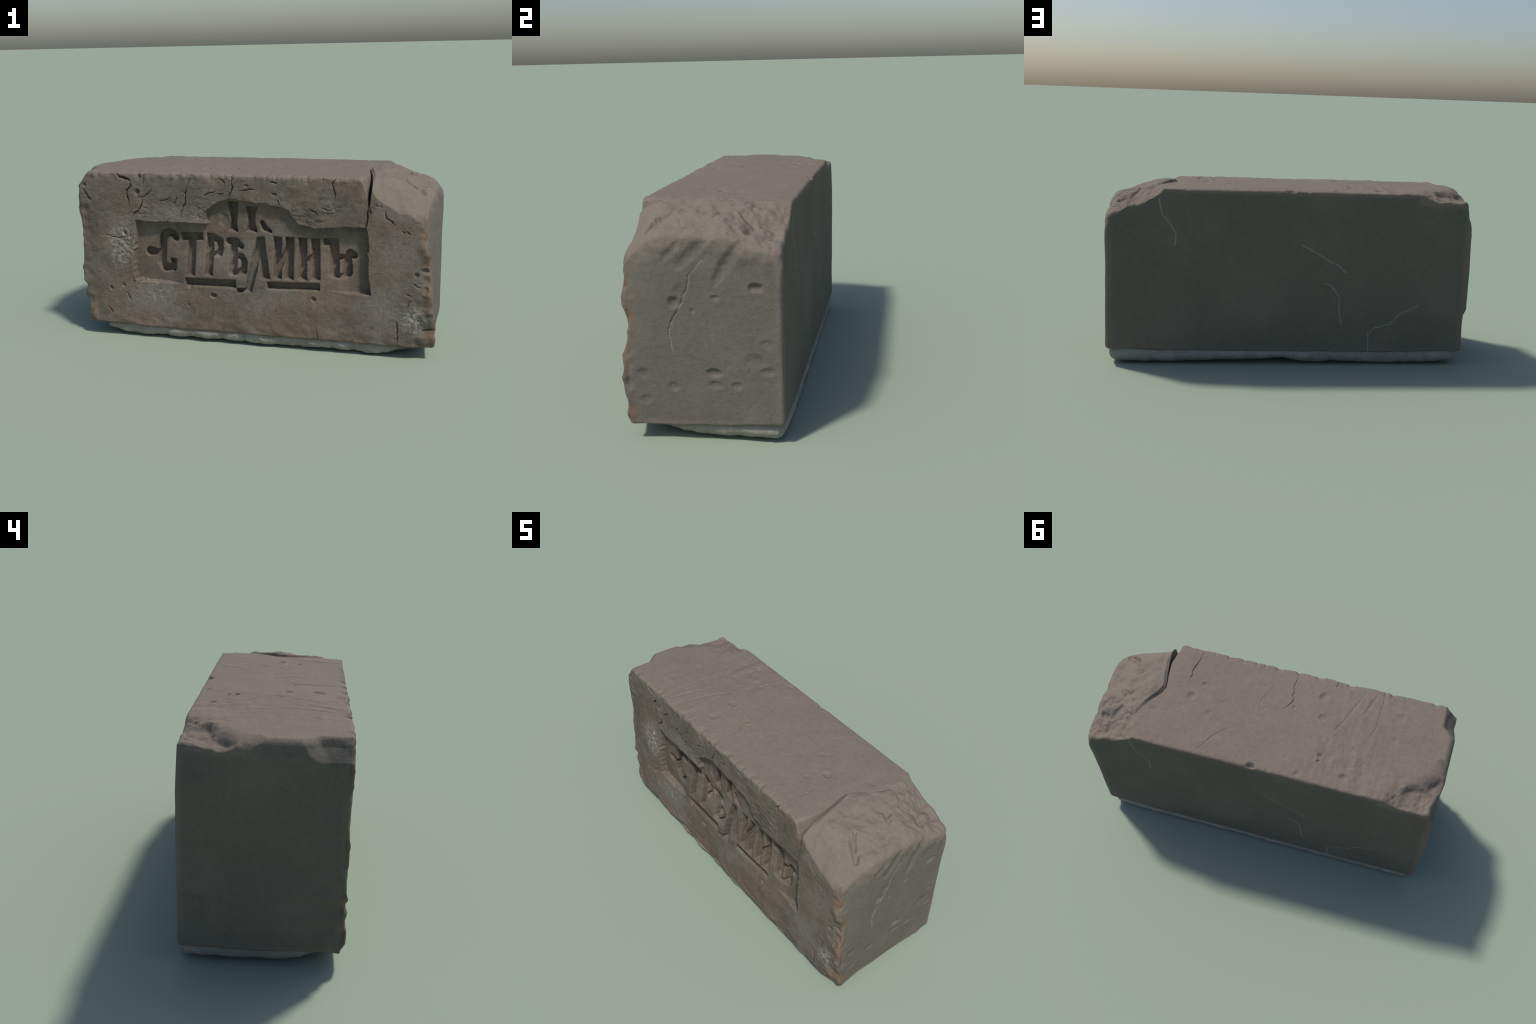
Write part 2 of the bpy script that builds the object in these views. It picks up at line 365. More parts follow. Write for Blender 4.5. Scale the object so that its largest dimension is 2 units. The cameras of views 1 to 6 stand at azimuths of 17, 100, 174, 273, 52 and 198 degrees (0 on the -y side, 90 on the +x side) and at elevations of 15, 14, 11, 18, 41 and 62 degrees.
def shape_brick():
    par, quads = box_lattice()
    size = np.array([X1 - X0, Y1 - Y0, Z1 - Z0])
    low = np.array([X0, Y0, Z0])
    p = low + par * size
    flat = p.copy()

    # ---- rounded edges with a radius that wanders
    wander = fbm(p, 7, 2, 1)
    right_front = ramp(p[:, 0], 0.85, 0.95) * ramp(p[:, 1], -0.2, -0.3)
    radius = 0.014 + 0.004 * wander + 0.005 * right_front
    # the broken corner is worn round where it meets the end, and so is the far upright edge
    radius = radius + 0.014 * ramp(p[:, 0], 0.86, 0.94) * ramp(p[:, 2], 0.84, 0.90) + 0.005 * ramp(p[:, 0], 0.86, 0.94) * ramp(p[:, 1], 0.22, 0.30)
    radius = np.maximum(radius, 0.008)[:, None]
    core = np.minimum(np.maximum(p, low + radius), low + size - radius)
    d = p - core
    nrm = d / np.linalg.norm(d, axis=1, keepdims=True)
    p = core + radius * nrm

    on_front = np.clip(-nrm[:, 1], 0, 1) ** 2
    on_back = np.clip(nrm[:, 1], 0, 1) ** 2
    on_top = np.clip(nrm[:, 2], 0, 1) ** 2
    on_bottom = np.clip(-nrm[:, 2], 0, 1) ** 2
    on_right = np.clip(nrm[:, 0], 0, 1) ** 2
    on_left = np.clip(-nrm[:, 0], 0, 1) ** 2

    # ---- upper surface: squeeze the upper half of every column below the top height
    x, y, z = p.T.copy()
    low_p = np.stack([x, y, z * 0], 1)
    lumps = 0.010 * fbm(low_p, 11, 3, 4) + 0.008 * (np.abs(noise(low_p, 9, 9)) - 0.3)
    lumps *= 1.0 + 0.3 * ramp(y, -0.10, 0.2)
    h = top_height(x, y, lumps)
    base = 0.50
    up = z > base
    z[up] = base + (z[up] - base) * ((h - base) / (Z1 - base))[up]

    # ---- end profiles
    step = fbm(np.stack([x * 0, y, z], 1), 16, 2, 21)
    middle = profile(z, LEFT_MIDDLE)
    wf = ramp(y + 0.012 * step + 0.6 * (0.945 - z), -0.135, -0.205)
    # the front third only steps back near the top; lower down it blends gently
    blend_low = ramp(y, -0.05, -0.33)
    wf = np.where(z > 0.84, wf, wf * ramp(z, 0.70, 0.84) + blend_low * (1 - ramp(z, 0.70, 0.84)))
    wb = ramp(y, 0.10, 0.30)
    wb = wb * (1 - ramp(z, 0.33, 0.28)) + ramp(z, 0.33, 0.28) * ramp(y + 0.010 * step, 0.19, 0.24)
    left_x = middle * (1 - wf) * (1 - wb) + profile(z, LEFT_FRONT) * wf * (1 - wb) + profile(z, LEFT_BACK) * wb
    right_x = profile(z, [(0.05, 0.979), (0.30, 0.978), (0.55, 0.979), (0.72, 0.979), (0.82, 0.973), (0.95, 0.958)])
    right_x = right_x + (profile(z, RIGHT_FRONT) - right_x) * ramp(y, -0.16, -0.33)
    s = (x - X0) / (X1 - X0)
    near_left = ramp(x, X0 + 0.30, X0)
    near_right = ramp(x, X1 - 0.30, X1)
    x = x + (left_x - X0) * near_left + (right_x - X1) * near_right

    # ---- long faces: slight warp of the front, bottom not quite level
    front_y = profile(s, [(0, 0.0), (1, 0.0)])
    front_y = front_y + (profile(z, RIGHT_FRONT_Y) - Y0) * ramp(x, 0.86, 0.965) + (profile(z, LEFT_FRONT_Y) - Y0) * ramp(x, -0.86, -0.96)
    y = y + front_y * ramp(y, 0.0, Y0)
    dz = 0.012 * ramp(x, 0.3, 0.97) * ramp(y, -0.2, 0.3) \
        + 0.008 * ramp(x, -0.6, -0.97) + 0.005 * ramp(y, 0.0, 0.3)
    z = z + dz * ramp(z, 0.4, Z0)

    q = np.stack([x, y, z], 1)

    # ---- relief of each face, inwards positive
    front = np.zeros(len(x))
    fm = on_front > 0.02
    relief = fbm(q, 5, 2, 11) * 0.0035 + fbm(q, 22, 3, 12) * 0.0012
    # crumbly band over the panel, rough patch left of the panel
    crumble = ramp(z, 0.66, 0.72) * ramp(x, 0.66, 0.60) * ramp(x, -0.70, -0.60)
    ridged = 0.5 - np.abs(fbm(q * np.array([1.0, 1.0, 1.8]), 13, 3, 15))
    crumble = crumble * (0.25 + 0.75 * ramp(z, 0.84, 0.74)) * ramp(fbm(q, 4, 2, 14), -0.35, 0.25)
    relief += crumble * ridged * 0.0085
    relief += 0.006 * ramp(z, 0.78, 0.69) * crumble * ramp(z, 0.66, 0.70)
    patch = np.exp(-((x + 0.715) / 0.075) ** 2 - ((z - 0.54) / 0.14) ** 2)
    relief += patch * (fbm(q, 42, 3, 16) * 0.006 + 0.002)
    flakes = np.exp(-((x - 0.88) / 0.09) ** 2 - ((z - 0.22) / 0.10) ** 2)
    relief += flakes * (0.4 - np.abs(fbm(q, 34, 2, 17))) * 0.007
    front += relief
    # burrs and lumps along the left, right and lower border
    border_r = ramp(x, 0.86, 0.95)
    border_l = ramp(x, -0.88, -0.96)
    border_b = ramp(z, 0.17, 0.075)
    lump = fbm(q * np.array([1.0, 1.0, 1.3]), 10, 2, 31)
    front += border_r * ramp(z, 0.80, 0.70) * (lump * 0.016 + 0.004) + border_l * lump * 0.014 + border_b * (lump * 0.008 - 0.001)
    # worn upper border
    front += ramp(z, 0.885, 0.95) * ramp(x, 0.66, 0.60) * (np.maximum(fbm(q, 14, 2, 33), -0.1) * 0.012)

    # name panel
    pm = np.flatnonzero(fm & (x > -0.78) & (x < 0.78) & (z > 0.20) & (z < 0.90))
    px, pz = x[pm], z[pm]
    pq = np.stack([px, pz * 0, pz], 1)
    rag = fbm(pq, 14, 2, 41) * 0.008
    notch = np.maximum(0, noise(pq, 30, 44) - 0.15) * 0.028 * ramp(np.abs(px), 0.55, 0.62)
    ragged_top = ramp(pz, 0.62, 0.68)
    panel = outline_distance(px, pz, PANEL) - rag * (0.35 + 0.65 * ragged_top) + notch * ramp(pz, 0.68, 0.64)
    deep = profile(px, [(-0.66, 0.038), (-0.30, 0.035), (0.0, 0.028), (0.30, 0.029), (0.48, 0.036), (0.66, 0.046)])
    # towards the lower middle the floor rises and runs out into the face
    runout = ramp(px, -0.50, -0.36) * ramp(px, 0.66, 0.42)
    deep = deep * (1 - 0.72 * runout * ramp(pz, 0.60, 0.35))
    floor = deep * (1 - ramp(panel, -0.008, 0.003))
    inside = ramp(panel, 0.003, -0.012)
    floor += runout * ramp(pz, 0.23, 0.35) * ramp(pz, 0.42, 0.38) * deep * ramp(panel, -0.008, 0.003)
    flat_floor = inside * 0.75
    letter_sd = {k: np.min([stroke_distance(px - 0.0025, pz - 0.001, st) for st in v], axis=0) - 0.0005 for k, v in LETTERS.items()}
    wob = fbm(pq, 24, 2, 47) * 0.002
    press = np.min(list(letter_sd.values()), axis=0) + wob
    cut = 0.037 * (1 - ramp(press, -0.0048, 0.0022)) + 0.0015 * (1 - ramp(press, 0.0, 0.010))
    front[pm] = front[pm] * (1 - flat_floor) + floor + cut

    for half, deepness, path in FRONT_CRACKS:
        groove(front, x, z, half, deepness, path, fm)
    pits(front, x, z, FRONT_PITS, fm)

    top = np.zeros(len(x))
    tm = on_top > 0.02
    top += fbm(q, 4, 2, 51) * 0.0022 + fbm(q, 30, 2, 52) * 0.0008
    rough = np.exp(-((x + 0.47) / 0.22) ** 2 - ((y - 0.17) / 0.13) ** 2)
    top += rough * (fbm(q * np.array([1, 0.75, 1]), 17, 3, 53) * 0.0055 + 0.002)
    combed = ramp(x, -0.22, -0.32) * ramp(x, -0.78, -0.62)
    top += combed * fbm(q * np.array([1.0, 0.25, 1.0]), 20, 2, 54) * 0.0028
    corner_rough = ramp(x, -0.66, -0.74) * ramp(y, 0.12, 0.22)
    top += corner_rough * (fbm(q, 15, 3, 55) * 0.006)
    rear_rough = ramp(x, 0.66, 0.74) * ramp(y, 0.05, 0.18)
    top += rear_rough * (0.35 - np.abs(fbm(q, 13, 3, 56))) * 0.014
    for half, deepness, path in TOP_CRACKS:
        groove(top, x, y, half * 0.85, deepness * 0.7, path, tm)
    groove(top, x, y, 0.022, 0.019, [(0.800, -0.130), (0.850, -0.190), (0.905, -0.215), (0.925, -0.225)], tm)
    groove(top, x, y, 0.026, 0.013, [(0.745, 0.010), (0.790, 0.060), (0.860, 0.030)], tm)
    groove(top, x, y, 0.024, 0.013, [(0.800, 0.130), (0.850, 0.200), (0.930, 0.180)], tm)
    pits(top, x, y, TOP_PITS, tm)
    # small bites along both long upper edges
    bite_f = np.maximum(0, fbm(np.stack([x, y * 0, z * 0], 1), 17, 2, 61) - 0.05) * ramp(y, -0.285, Y0) * ramp(x, 0.60, 0.55)
    bite_b = np.maximum(0, fbm(np.stack([x, y * 0, z * 0], 1), 15, 2, 62) - 0.35) * ramp(y, 0.295, Y1)
    top += 0.022 * bite_f + 0.016 * bite_b
    front += 0.020 * bite_f * ramp(z, 0.90, 0.95)

    right = fbm(q, 5, 2, 71) * 0.003 + fbm(q, 38, 2, 72) * 0.0006
    rm = on_right > 0.02
    right += np.exp(-((z - 0.78) / 0.05) ** 2) * (fbm(q, 10, 3, 73) * 0.007)
    right += ramp(y, -0.27, -0.33) * ramp(z, 0.75, 0.65) * fbm(q * np.array([1, 1, 1.3]), 11, 2, 74) * 0.016
    for half, deepness, path in END_CRACKS:
        groove(right, y, z, half, deepness, path, rm)
    pits(right, y, z, END_PITS, rm)

    left = fbm(q, 5, 2, 81) * 0.003 + fbm(q, 38, 2, 82) * 0.0005
    left += ramp(y, -0.26, -0.33) * fbm(q * np.array([1, 1, 1.3]), 10, 2, 83) * 0.018
    left += ramp(y, 0.16, 0.28) * ramp(z, 0.55, 0.85) * fbm(q, 9, 3, 84) * 0.008
    left += ramp(z, 0.22, 0.10) * ramp(y, -0.10, -0.24) * fbm(q, 12, 2, 85) * 0.012

    back = fbm(q, 4, 2, 91) * 0.0025 + fbm(q, 38, 2, 92) * 0.0004
    bm = on_back > 0.02
    for path in BACK_CRACKS:
        groove(back, x, z, 0.004, 0.0018, path, bm)

    bottom = fbm(q, 7, 3, 95) * 0.006

    x += on_left * left - on_right * right
    y += on_front * front - on_back * back
    z += on_bottom * bottom - on_top * top
    out = np.stack([x, y, z], 1)

    # ---- which faces belong to the panel and to each letter
    kind = np.zeros(len(x), np.int16)
    in_panel = (panel < 0.0) | (press < 0.0035)
    kind[pm[in_panel]] = 1
    names = list(LETTERS)
    sds = np.stack([letter_sd[k] for k in names], 1) + wob[:, None]
    best = sds.argmin(1)
    near = sds.min(1) < 0.0035
    kind[pm[near]] = 2 + best[near]
    strong = on_front > 0.9
    kind[~strong] = 0
    return out, quads, kind, names


def vertex_normals(co, quads):
    a, b, c, d = (co[quads[:, i]] for i in range(4))
    n = np.cross(c - a, d - b)
    out = np.zeros_like(co)
    for i in range(4):
        for ax in range(3):
            out[:, ax] += np.bincount(quads[:, i], weights=n[:, ax], minlength=len(co))
    return out / np.maximum(np.linalg.norm(out, axis=1, keepdims=True), 1e-12)


def mesh_object(name, co, quads, normals, material, parent):
    used, inv = np.unique(quads.ravel(), return_inverse=True)
    mesh = bpy.data.meshes.new(name)
    v = co[used].astype(np.float32)
    mesh.vertices.add(len(v))
    mesh.vertices.foreach_set("co", v.ravel())
    mesh.loops.add(len(inv))
    mesh.loops.foreach_set("vertex_index", inv.astype(np.int32))
    mesh.polygons.add(len(quads))
    mesh.polygons.foreach_set("loop_start", np.arange(0, len(inv), 4, dtype=np.int32))
    mesh.update(calc_edges=True)
    mesh.polygons.foreach_set("use_smooth", np.ones(len(quads), bool))
    mesh.materials.append(material)
    if normals is not None:
        mesh.normals_split_custom_set_from_vertices(normals[used].tolist())
    obj = bpy.data.objects.new(name, mesh)
    bpy.context.scene.collection.objects.link(obj)
    obj.parent = parent
    return obj


# ----------------------------------------------------------------------------- mortar
def mortar_lattice():
    """Rest of bedding mortar: a lumpy slab with a pillowed rim, lofted ring by ring."""
    # footprint control points (x, y), anticlockwise
    foot = [(-0.865, -0.262), (-0.80, -0.308), (-0.55, -0.318), (-0.20, -0.316), (0.15, -0.314), (0.45, -0.312), (0.70, -0.308),
            (0.80, -0.280), (0.88, -0.215), (0.935, -0.120), (0.955, 0.00), (0.960, 0.17), (0.963, 0.300), (0.925, 0.328),
            (0.50, 0.331), (0.0, 0.331), (-0.50, 0.331), (-0.92, 0.328), (-0.953, 0.297), (-0.950, 0.10), (-0.945, -0.05), (-0.930, -0.16)]
    foot = np.array(foot + [foot[0]])
    seg = np.r_[0, np.cumsum(np.linalg.norm(np.diff(foot, axis=0), axis=1))]
    n = 1500
    s = np.linspace(0, seg[-1], n, endpoint=False)
    ring = np.stack([np.interp(s, seg, foot[:, 0]), np.interp(s, seg, foot[:, 1])], 1)
    for _ in range(25):
        ring = 0.5 * ring + 0.25 * (np.roll(ring, 1, 0) + np.roll(ring, -1, 0))
    tan = np.roll(ring, -1, 0) - np.roll(ring, 1, 0)
    tan /= np.linalg.norm(tan, axis=1, keepdims=True)
    out_n = np.stack([tan[:, 1], -tan[:, 0]], 1)
    on_front = ramp(ring[:, 1], -0.2, -0.3)
    ring = ring + out_n * (noise(np.c_[ring, np.zeros(n)], 4.2, 13) * 0.012 * on_front)[:, None]
    r3 = np.c_[ring, np.zeros(n)]
    pillow = (np.abs(noise(r3, 7.5, 3)) ** 0.6) * 1.9 - 0.75 + 0.5 * noise(r3, 19, 5)
    # height of the underside along the rim
    rim = ring[:, 0] * 0
    rear = profile(ring[:, 0], [(0.93, 0.012), (0.76, 0.004), (0.60, 0.006), (0.40, 0.014), (0.25, 0.019), (0.02, 0.031), (-0.06, 0.012), (-0.16, 0.002),
                                (-0.25, 0.011), (-0.38, 0.008), (-0.52, 0.001), (-0.72, 0.002), (-0.90, 0.010)])
    fore = profile(ring[:, 0], [(-0.86, 0.030), (-0.81, 0.018), (-0.74, 0.008), (-0.64, 0.0), (-0.48, 0.008), (-0.23, 0.012), (0.0, 0.008), (0.32, 0.006), (0.40, 0.016),
                                (0.55, 0.006), (0.66, 0.002), (0.75, 0.010), (0.82, 0.022)])
    rim = rear * (1 - on_front) + fore * on_front
    level = ((-0.030, 0.125), (-0.022, 0.100), (-0.010, 0.080), (-0.003, 0.066), (0.000, 0.054), (0.000, 0.040), (-0.004, 0.026),
             (-0.012, 0.013), (-0.026, 0.004), (-0.055, 0.001), (-0.090, 0.002), (-0.15, 0.002), (-0.22, 0.003), (-0.28, 0.004))
    rings = []
    centre_line = np.stack([np.clip(ring[:, 0], -0.62, 0.62), np.zeros(n)], 1)
    for inset, zz in level:
        if inset > -0.06:
            xy = ring + out_n * (inset + (0.009 * pillow * (0.15 + 1.0 * on_front) * ramp(zz, 0.095, 0.05))[:, None])
        else:
            f = (-inset - 0.055) / 0.28
            xy = (ring - out_n * 0.055) * (1 - f) + centre_line * f
        z = np.full(n, zz) + ((rim * 0.9 + 0.004 * noise(r3, 9, 15)) + -0.009 * pillow * on_front * ramp(zz, 0.0, 0.02)) * ramp(zz, 0.07, 0.01) * ramp(-inset, 0.2, 0.05)
        rings.append(np.c_[xy, z])
    co = np.concatenate(rings)
    co[:, 2] += fbm(co, 24, 3, 6) * 0.0025 * ramp(co[:, 2], 0.10, 0.06)
    co[:, :2] += (fbm(co, 22, 3, 8) * 0.0045)[:, None] * np.tile(out_n, (len(level), 1))
    co[:, 2] = np.maximum(co[:, 2], 0.0)
    quads = []
    i = np.arange(n)
    j = (i + 1) % n
    for k in range(len(level) - 1):
        quads.append(np.stack([k * n + j, k * n + i, (k + 1) * n + i, (k + 1) * n + j], 1)[:, ::-1])
    # close the underside along its middle line and the hidden upper side
    k = (len(level) - 1) * n
    half = n // 2
    a = np.arange(half)
    quads.append(np.stack([k + a, k + (a + 1), k + (n - 1 - (a + 1)) % n, k + (n - 1 - a)], 1)[: half - 1][:, ::-1])
    quads.append(np.stack([a, a + 1, (n - 1 - (a + 1)) % n, n - 1 - a], 1)[: half - 1])
    return co, np.concatenate(quads).astype(np.int32)


# ----------------------------------------------------------------------------- materials
class Nodes:
    """Small helper that writes node trees as formulas."""

    def __init__(self, name):
        self.mat = bpy.data.materials.new(name)
        self.mat.use_nodes = True
        self.t = self.mat.node_tree
        self.t.nodes.clear()
        self.coord = self.t.nodes.new("ShaderNodeTexCoord").outputs["Object"]
        self.x, self.y, self.z = self.split(self.coord)

    def _in(self, sock, val):
        if isinstance(val, bpy.types.NodeSocket):
            self.t.links.new(val, sock)
        else:
            sock.default_value = val

    def split(self, v):
        n = self.t.nodes.new("ShaderNodeSeparateXYZ")
        self._in(n.inputs[0], v)
        return n.outputs

    def math(self, op, a, b=0.0, c=0.0, clamp=False):
        n = self.t.nodes.new("ShaderNodeMath")
        n.operation = op
        n.use_clamp = clamp
        for s, v in zip(n.inputs, (a, b, c)):
            self._in(s, v)
        return n.outputs[0]

    def add(self, a, b): return self.math('ADD', a, b)
    def mul(self, a, b, clamp=False): return self.math('MULTIPLY', a, b, clamp=clamp)
    def maxi(self, a, b): return self.math('MAXIMUM', a, b)
    def mini(self, a, b): return self.math('MINIMUM', a, b)

    def step(self, v, a, b):
        n = self.t.nodes.new("ShaderNodeMapRange")
        n.interpolation_type = 'SMOOTHSTEP'
        self._in(n.inputs[0], v)
        lo, hi, t0, t1 = (a, b, 0.0, 1.0) if a < b else (b, a, 1.0, 0.0)
        for i, val in enumerate((lo, hi, t0, t1)):
            n.inputs[1 + i].default_value = val
        return n.outputs[0]

    def noise(self, scale, detail=4.0, rough=0.55, stretch=None, offset=0.0, distort=0.0):
        n = self.t.nodes.new("ShaderNodeTexNoise")
        m = self.t.nodes.new("ShaderNodeMapping")
        self._in(m.inputs[0], self.coord)
        m.inputs["Location"].default_value = (offset, offset * 0.7, -offset)
        if stretch:
            m.inputs["Scale"].default_value = stretch
        self._in(n.inputs["Vector"], m.outputs[0])
        n.inputs["Scale"].default_value = scale
        n.inputs["Detail"].default_value = detail
        n.inputs["Roughness"].default_value = rough
        n.inputs["Distortion"].default_value = distort
        return n.outputs["Fac"]

    def mix(self, f, a, b):
        n = self.t.nodes.new("ShaderNodeMix")
        n.data_type = 'RGBA'
        self._in(n.inputs[0], f)
        for s, v in ((n.inputs[6], a), (n.inputs[7], b)):
            self._in(s, v if isinstance(v, bpy.types.NodeSocket) else (*v, 1.0))
        return n.outputs[2]

    def scale_colour(self, col, f):
        n = self.t.nodes.new("ShaderNodeVectorMath")
        n.operation = 'SCALE'
        self._in(n.inputs[0], col)
        self._in(n.inputs["Scale"], f)
        return n.outputs[0]

    def spot(self, centre, radii, wobble, soft=(1.15, 0.55)):
        """Soft ellipsoid mask around a place on the object, its border broken by noise."""
        n = self.t.nodes.new("ShaderNodeVectorMath")
        n.operation = 'SUBTRACT'
        self._in(n.inputs[0], self.coord)
        n.inputs[1].default_value = centre
        m = self.t.nodes.new("ShaderNodeVectorMath")
        m.operation = 'DIVIDE'
        self._in(m.inputs[0], n.outputs[0])
        m.inputs[1].default_value = radii
        ln = self.t.nodes.new("ShaderNodeVectorMath")
        ln.operation = 'LENGTH'
        self._in(ln.inputs[0], m.outputs[0])
        d = self.add(ln.outputs["Value"], wobble)
        return self.step(d, *soft)

    def line(self, u, v, path, half, wobble):
        """Mask of a thin line along a path in two coordinates."""
        best = None
        u = self.add(u, wobble)
        v = self.add(v, wobble)
        for (ax, ay), (bx, by) in zip(path[:-1], path[1:]):
            dx, dy = bx - ax, by - ay
            l2 = dx * dx + dy * dy
            du = self.math('SUBTRACT', u, ax)
            dv = self.math('SUBTRACT', v, ay)
            t = self.math('MULTIPLY_ADD', du, dx / l2, self.mul(dv, dy / l2), clamp=True)
            eu = self.math('MULTIPLY_ADD', t, -dx, du)
            ev = self.math('MULTIPLY_ADD', t, -dy, dv)
            d = self.math('SQRT', self.add(self.mul(eu, eu), self.mul(ev, ev)))
            best = d if best is None else self.mini(best, d)
        return self.step(best, half, half * 0.2)

    def bump(self, height, distance, strength=1.0):
        n = self.t.nodes.new("ShaderNodeBump")
        n.inputs["Strength"].default_value = strength
        n.inputs["Distance"].default_value = distance
        self._in(n.inputs["Height"], height)
        return n.outputs[0]

    def finish(self, colour, rough, normal, spec=0.15):
        b = self.t.nodes.new("ShaderNodeBsdfPrincipled")
        o = self.t.nodes.new("ShaderNodeOutputMaterial")
        self._in(b.inputs["Base Color"], colour)
        self._in(b.inputs["Roughness"], rough)
        b.inputs["Specular IOR Level"].default_value = spec
        self._in(b.inputs["Normal"], normal)
        self.t.links.new(b.outputs[0], o.inputs[0])
        return self.mat


def brick_material():
    m = Nodes("fired_clay")
    wide = m.noise(3.2, 3, 0.5, offset=2.0)
    mid = m.noise(9.0, 5, 0.6, offset=5.0, distort=0.4)
    fine = m.noise(38, 4, 0.65, offset=1.0)
    grain = m.noise(210, 3, 0.7, offset=3.0)
    wob = m.math('MULTIPLY_ADD', mid, 1.2, -0.6)
    wob_small = m.math('MULTIPLY_ADD', fine, 0.05, -0.025)

    # plain moulded faces: grey-green clay skin
    skin = m.mix(m.step(wide, 0.35, 0.65), (0.139, 0.127, 0.103), (0.158, 0.142, 0.116))
    # top and broken corner: mauve brown
    brown = m.mix(m.step(mid, 0.30, 0.75), (0.190, 0.158, 0.129), (0.202, 0.169, 0.138))
    # stamped face: mottled soot grey and brown
    mott = m.mix(m.step(wide, 0.38, 0.60), (0.128, 0.112, 0.088), (0.168, 0.130, 0.097))
    mott = m.mix(m.mul(m.step(mid, 0.42, 0.70), 0.75), mott, (0.195, 0.160, 0.122))
    mott = m.mix(m.mul(m.step(m.noise(6.0, 4, 0.6, offset=9.0), 0.55, 0.72), 0.55), mott, (0.165, 0.112, 0.080))

    # broad pale dusty clouds on the stamped face
    cloud = m.step(m.noise(4.4, 6, 0.62, offset=23.0, distort=0.8), 0.46, 0.68)
    mott = m.mix(m.mul(cloud, 0.55), mott, (0.205, 0.192, 0.163))

    # distance from the nearest long edge = the middle one of the three face distances
    dx = m.math('SUBTRACT', 0.965, m.math('ABSOLUTE', m.x))
    dy = m.math('SUBTRACT', 0.325, m.math('ABSOLUTE', m.y))
    dz = m.mini(m.math('SUBTRACT', m.z, 0.075), m.math('SUBTRACT', 0.95, m.z))
    edge = m.maxi(m.mini(dx, dy), m.mini(m.maxi(dx, dy), dz))
    worn = m.mul(m.step(m.add(edge, wob_small), 0.035, 0.0), 0.8)

    on_top = m.step(m.add(m.z, m.mul(wob_small, 0.5)), 0.925, 0.938)
    crease = m.math('MULTIPLY_ADD', m.mul(m.y, m.y), 0.85, m.add(m.z, wob_small))
    corner = m.mul(m.mul(m.step(crease, 0.800, 0.865), m.step(m.x, 0.58, 0.64)), m.step(m.y, 0.327, 0.319))
    chip = m.mul(m.mul(m.step(m.x, -0.66, -0.70), m.step(m.y, 0.00, 0.06)), m.step(m.add(m.z, wob_small), 0.865, 0.90))
    bare = m.maxi(m.maxi(on_top, corner), chip)

    colour = m.mix(m.maxi(bare, worn), skin, brown)
    stamped = m.step(m.add(m.y, m.mul(wob_small, 0.5)), -0.300, -0.318)
    stamped = m.mul(stamped, m.math('SUBTRACT', 1.0, m.mul(bare, 1.0)))
    panel_zone = m.mul(m.step(m.y, -0.20, -0.22), m.mul(m.step(m.math('ABSOLUTE', m.x), 0.70, 0.68), m.mul(m.step(m.z, 0.24, 0.27), m.step(m.z, 0.86, 0.84))))
    stamped = m.maxi(stamped, panel_zone)
    colour = m.mix(stamped, colour, mott)

    # rusty stains on the burrs of the stamped face
    for c, r, k in (((0.935, -0.33, 0.664), (0.028, 0.05, 0.045), 0.8), ((0.955, -0.33, 0.53), (0.035, 0.06, 0.05), 0.8),
                    ((0.975, -0.33, 0.135), (0.060, 0.08, 0.055), 0.75), ((0.965, -0.33, 0.40), (0.040, 0.06, 0.16), 0.55),
                    ((-0.925, -0.33, 0.165), (0.040, 0.06, 0.060), 0.7), ((-0.955, -0.33, 0.60), (0.030, 0.05, 0.24), 0.4),
                    ((-0.832, -0.33, 0.556), (0.050, 0.05, 0.045), 0.55), ((-0.62, -0.33, 0.110), (0.20, 0.05, 0.060), 0.3),
                    ((-0.13, -0.33, 0.090), (0.22, 0.05, 0.050), 0.28), ((0.80, -0.33, 0.57), (0.02, 0.05, 0.03), 0.5),
                    ((0.22, -0.33, 0.120), (0.25, 0.05, 0.060), 0.22)):
        colour = m.mix(m.mul(m.spot(c, r, m.mul(wob, 1.0), (1.1, 0.3)), k), colour, (0.205, 0.130, 0.085))
    # whitish bloom
    crust = m.noise(46, 6, 0.8, offset=7.0, stretch=(1.1, 1.0, 0.8), distort=0.3)
    for c, r, lo in (((-0.735, -0.33, 0.545), (0.10, 0.06, 0.13), 0.50), ((-0.70, -0.33, 0.66), (0.07, 0.06, 0.07), 0.55),
                     ((0.895, -0.33, 0.215), (0.075, 0.06, 0.085), 0.47), ((-0.56, -0.33, 0.27), (0.16, 0.06, 0.09), 0.54),
                     ((0.70, -0.33, 0.28), (0.12, 0.06, 0.12), 0.60), ((-0.40, -0.33, 0.73), (0.20, 0.06, 0.06), 0.58),
                     ((0.80, -0.33, 0.55), (0.10, 0.06, 0.12), 0.60)):
        mask = m.mul(m.spot(c, r, wob, (1.25, 0.1)), m.step(crust, lo, lo + 0.07))
        haze = m.spot(c, r, wob, (1.3, 0.2))
        colour = m.mix(m.mul(haze, 0.42), colour, (0.240, 0.228, 0.195))
        colour = m.mix(m.mul(mask, 0.65), colour, (0.42, 0.41, 0.37))
    # fine lively mottling of the stamped face: soot flecks, pale scratches
    fleck = m.noise(34, 7, 0.78, offset=14.0, stretch=(0.8, 1.0, 1.2), distort=1.0)
    colour = m.mix(m.mul(m.mul(stamped, m.step(fleck, 0.50, 0.36)), 0.50), colour, (0.085, 0.076, 0.062))
    colour = m.mix(m.mul(m.mul(stamped, m.step(fleck, 0.55, 0.70)), 0.55), colour, (0.240, 0.215, 0.175))
    dust = m.mul(m.mul(stamped, m.step(m.noise(90, 5, 0.7, offset=12.0, distort=0.6), 0.60, 0.74)), 0.35)
    colour = m.mix(dust, colour, (0.30, 0.28, 0.24))

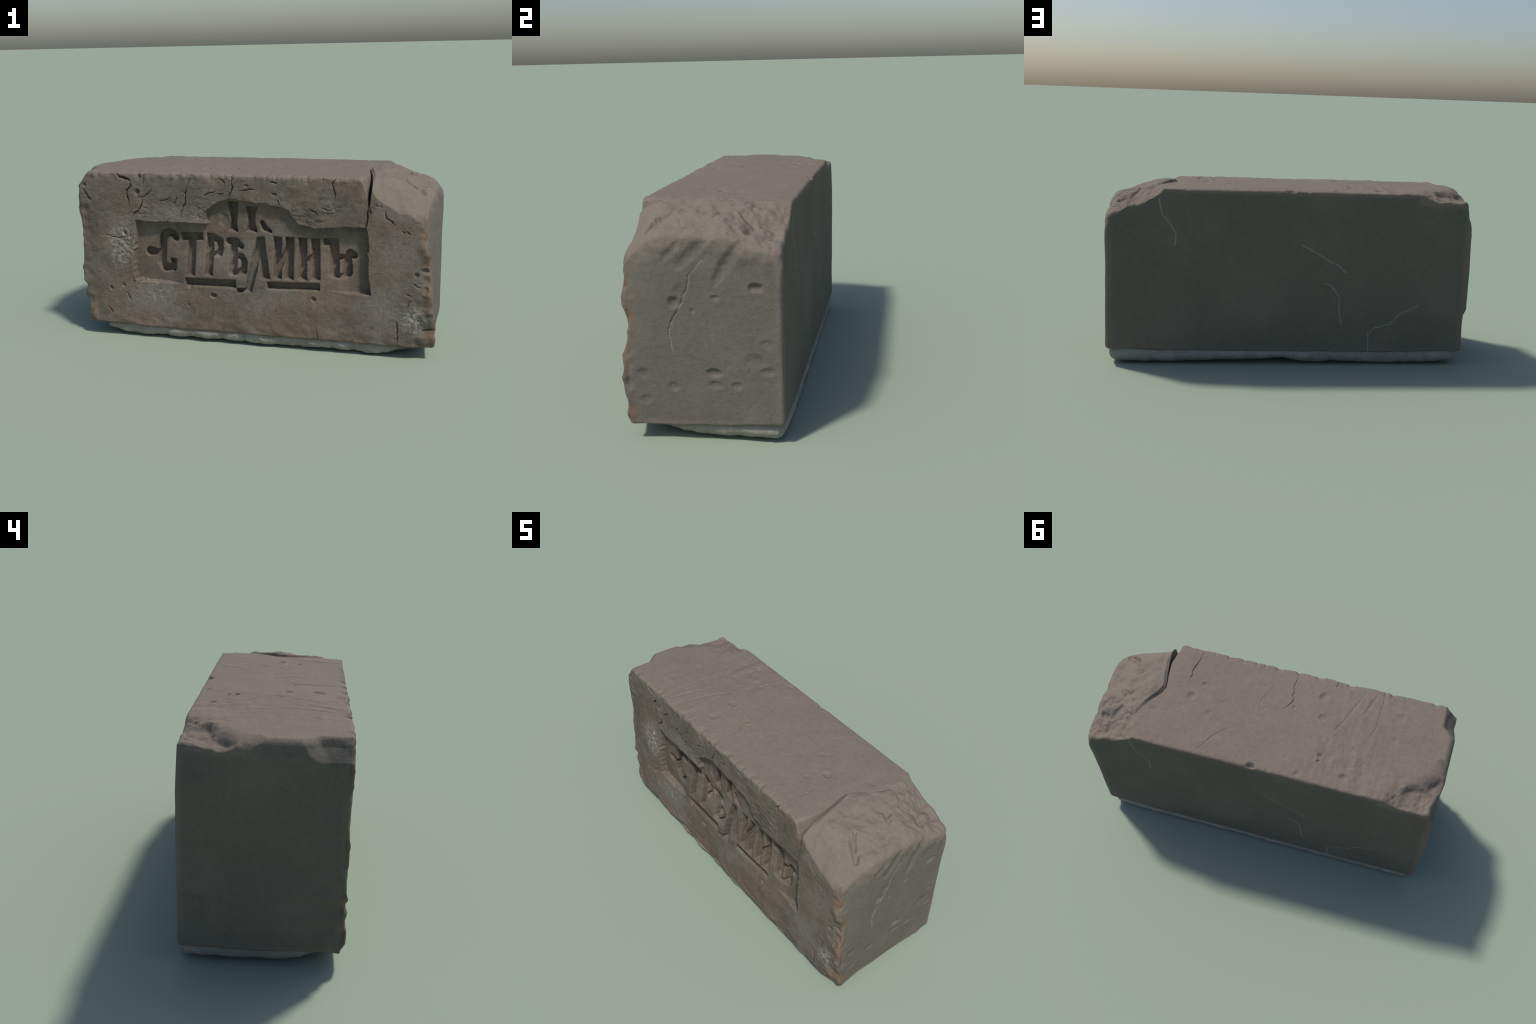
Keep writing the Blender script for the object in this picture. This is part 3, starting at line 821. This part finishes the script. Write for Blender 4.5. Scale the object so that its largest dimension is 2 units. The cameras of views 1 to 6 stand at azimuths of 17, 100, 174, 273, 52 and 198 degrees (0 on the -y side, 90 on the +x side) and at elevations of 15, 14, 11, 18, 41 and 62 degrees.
    # pale hairlines on the back and on the end
    for path in BACK_CRACKS:
        mask = m.mul(m.line(m.x, m.z, path, 0.0055, m.mul(wob_small, 0.25)), m.step(m.y, 0.28, 0.30))
        colour = m.mix(m.mul(mask, 0.45), colour, (0.36, 0.36, 0.33))
    mask = m.mul(m.line(m.y, m.z, END_CRACKS[0][2], 0.005, m.mul(wob_small, 0.25)), m.step(m.x, 0.90, 0.92))
    colour = m.mix(m.mul(mask, 0.35), colour, (0.34, 0.31, 0.26))

    speck = m.math('MULTIPLY_ADD', grain, 0.62, 0.69)
    colour = m.scale_colour(colour, m.mul(speck, m.math('MULTIPLY_ADD', fine, 0.34, 0.83)))
    height = m.add(m.mul(grain, 0.5), m.mul(fine, 0.9))
    height = m.add(height, m.mul(m.mul(stamped, fleck), 1.2))
    return m.finish(colour, 0.88, m.bump(height, 0.005, 0.6))


def mortar_material():
    m = Nodes("lime_mortar")
    grain = m.noise(160, 3, 0.7)
    blot = m.noise(12, 4, 0.6, offset=4.0)
    colour = m.mix(m.step(blot, 0.35, 0.65), (0.255, 0.243, 0.213), (0.31, 0.295, 0.262))
    colour = m.scale_colour(colour, m.math('MULTIPLY_ADD', grain, 0.6, 0.70))
    return m.finish(colour, 0.92, m.bump(grain, 0.004, 0.6))


# ----------------------------------------------------------------------------- assemble
brick = bpy.data.objects.new("stamped_brick", None)
bpy.context.scene.collection.objects.link(brick)
brick["label"] = "old weathered brown clay brick with sunken stamped lettering"
brick["category"] = "brick"

clay = brick_material()
co, quads, kind, names = shape_brick()
normals = vertex_normals(co, quads)
face_kind = kind[quads].min(axis=1)
same = (kind[quads] == face_kind[:, None]).all(axis=1)
in_panel = (kind[quads] >= 1).all(axis=1)
face_kind = np.where(same, face_kind, np.where(in_panel, 1, 0))

body = mesh_object("brick_body", co, quads[face_kind == 0], normals, clay, brick)
panel = mesh_object("stamped_panel", co, quads[face_kind == 1], normals, clay, brick)
for k, name in enumerate(names):
    sel = quads[face_kind == 2 + k]
    if len(sel):
        mesh_object(PART_NAME.get(name, "letter"), co, sel, normals, clay, panel)

m_co, m_quads = mortar_lattice()
mesh_object("mortar_bed", m_co, m_quads, vertex_normals(m_co, m_quads), mortar_material(), brick)
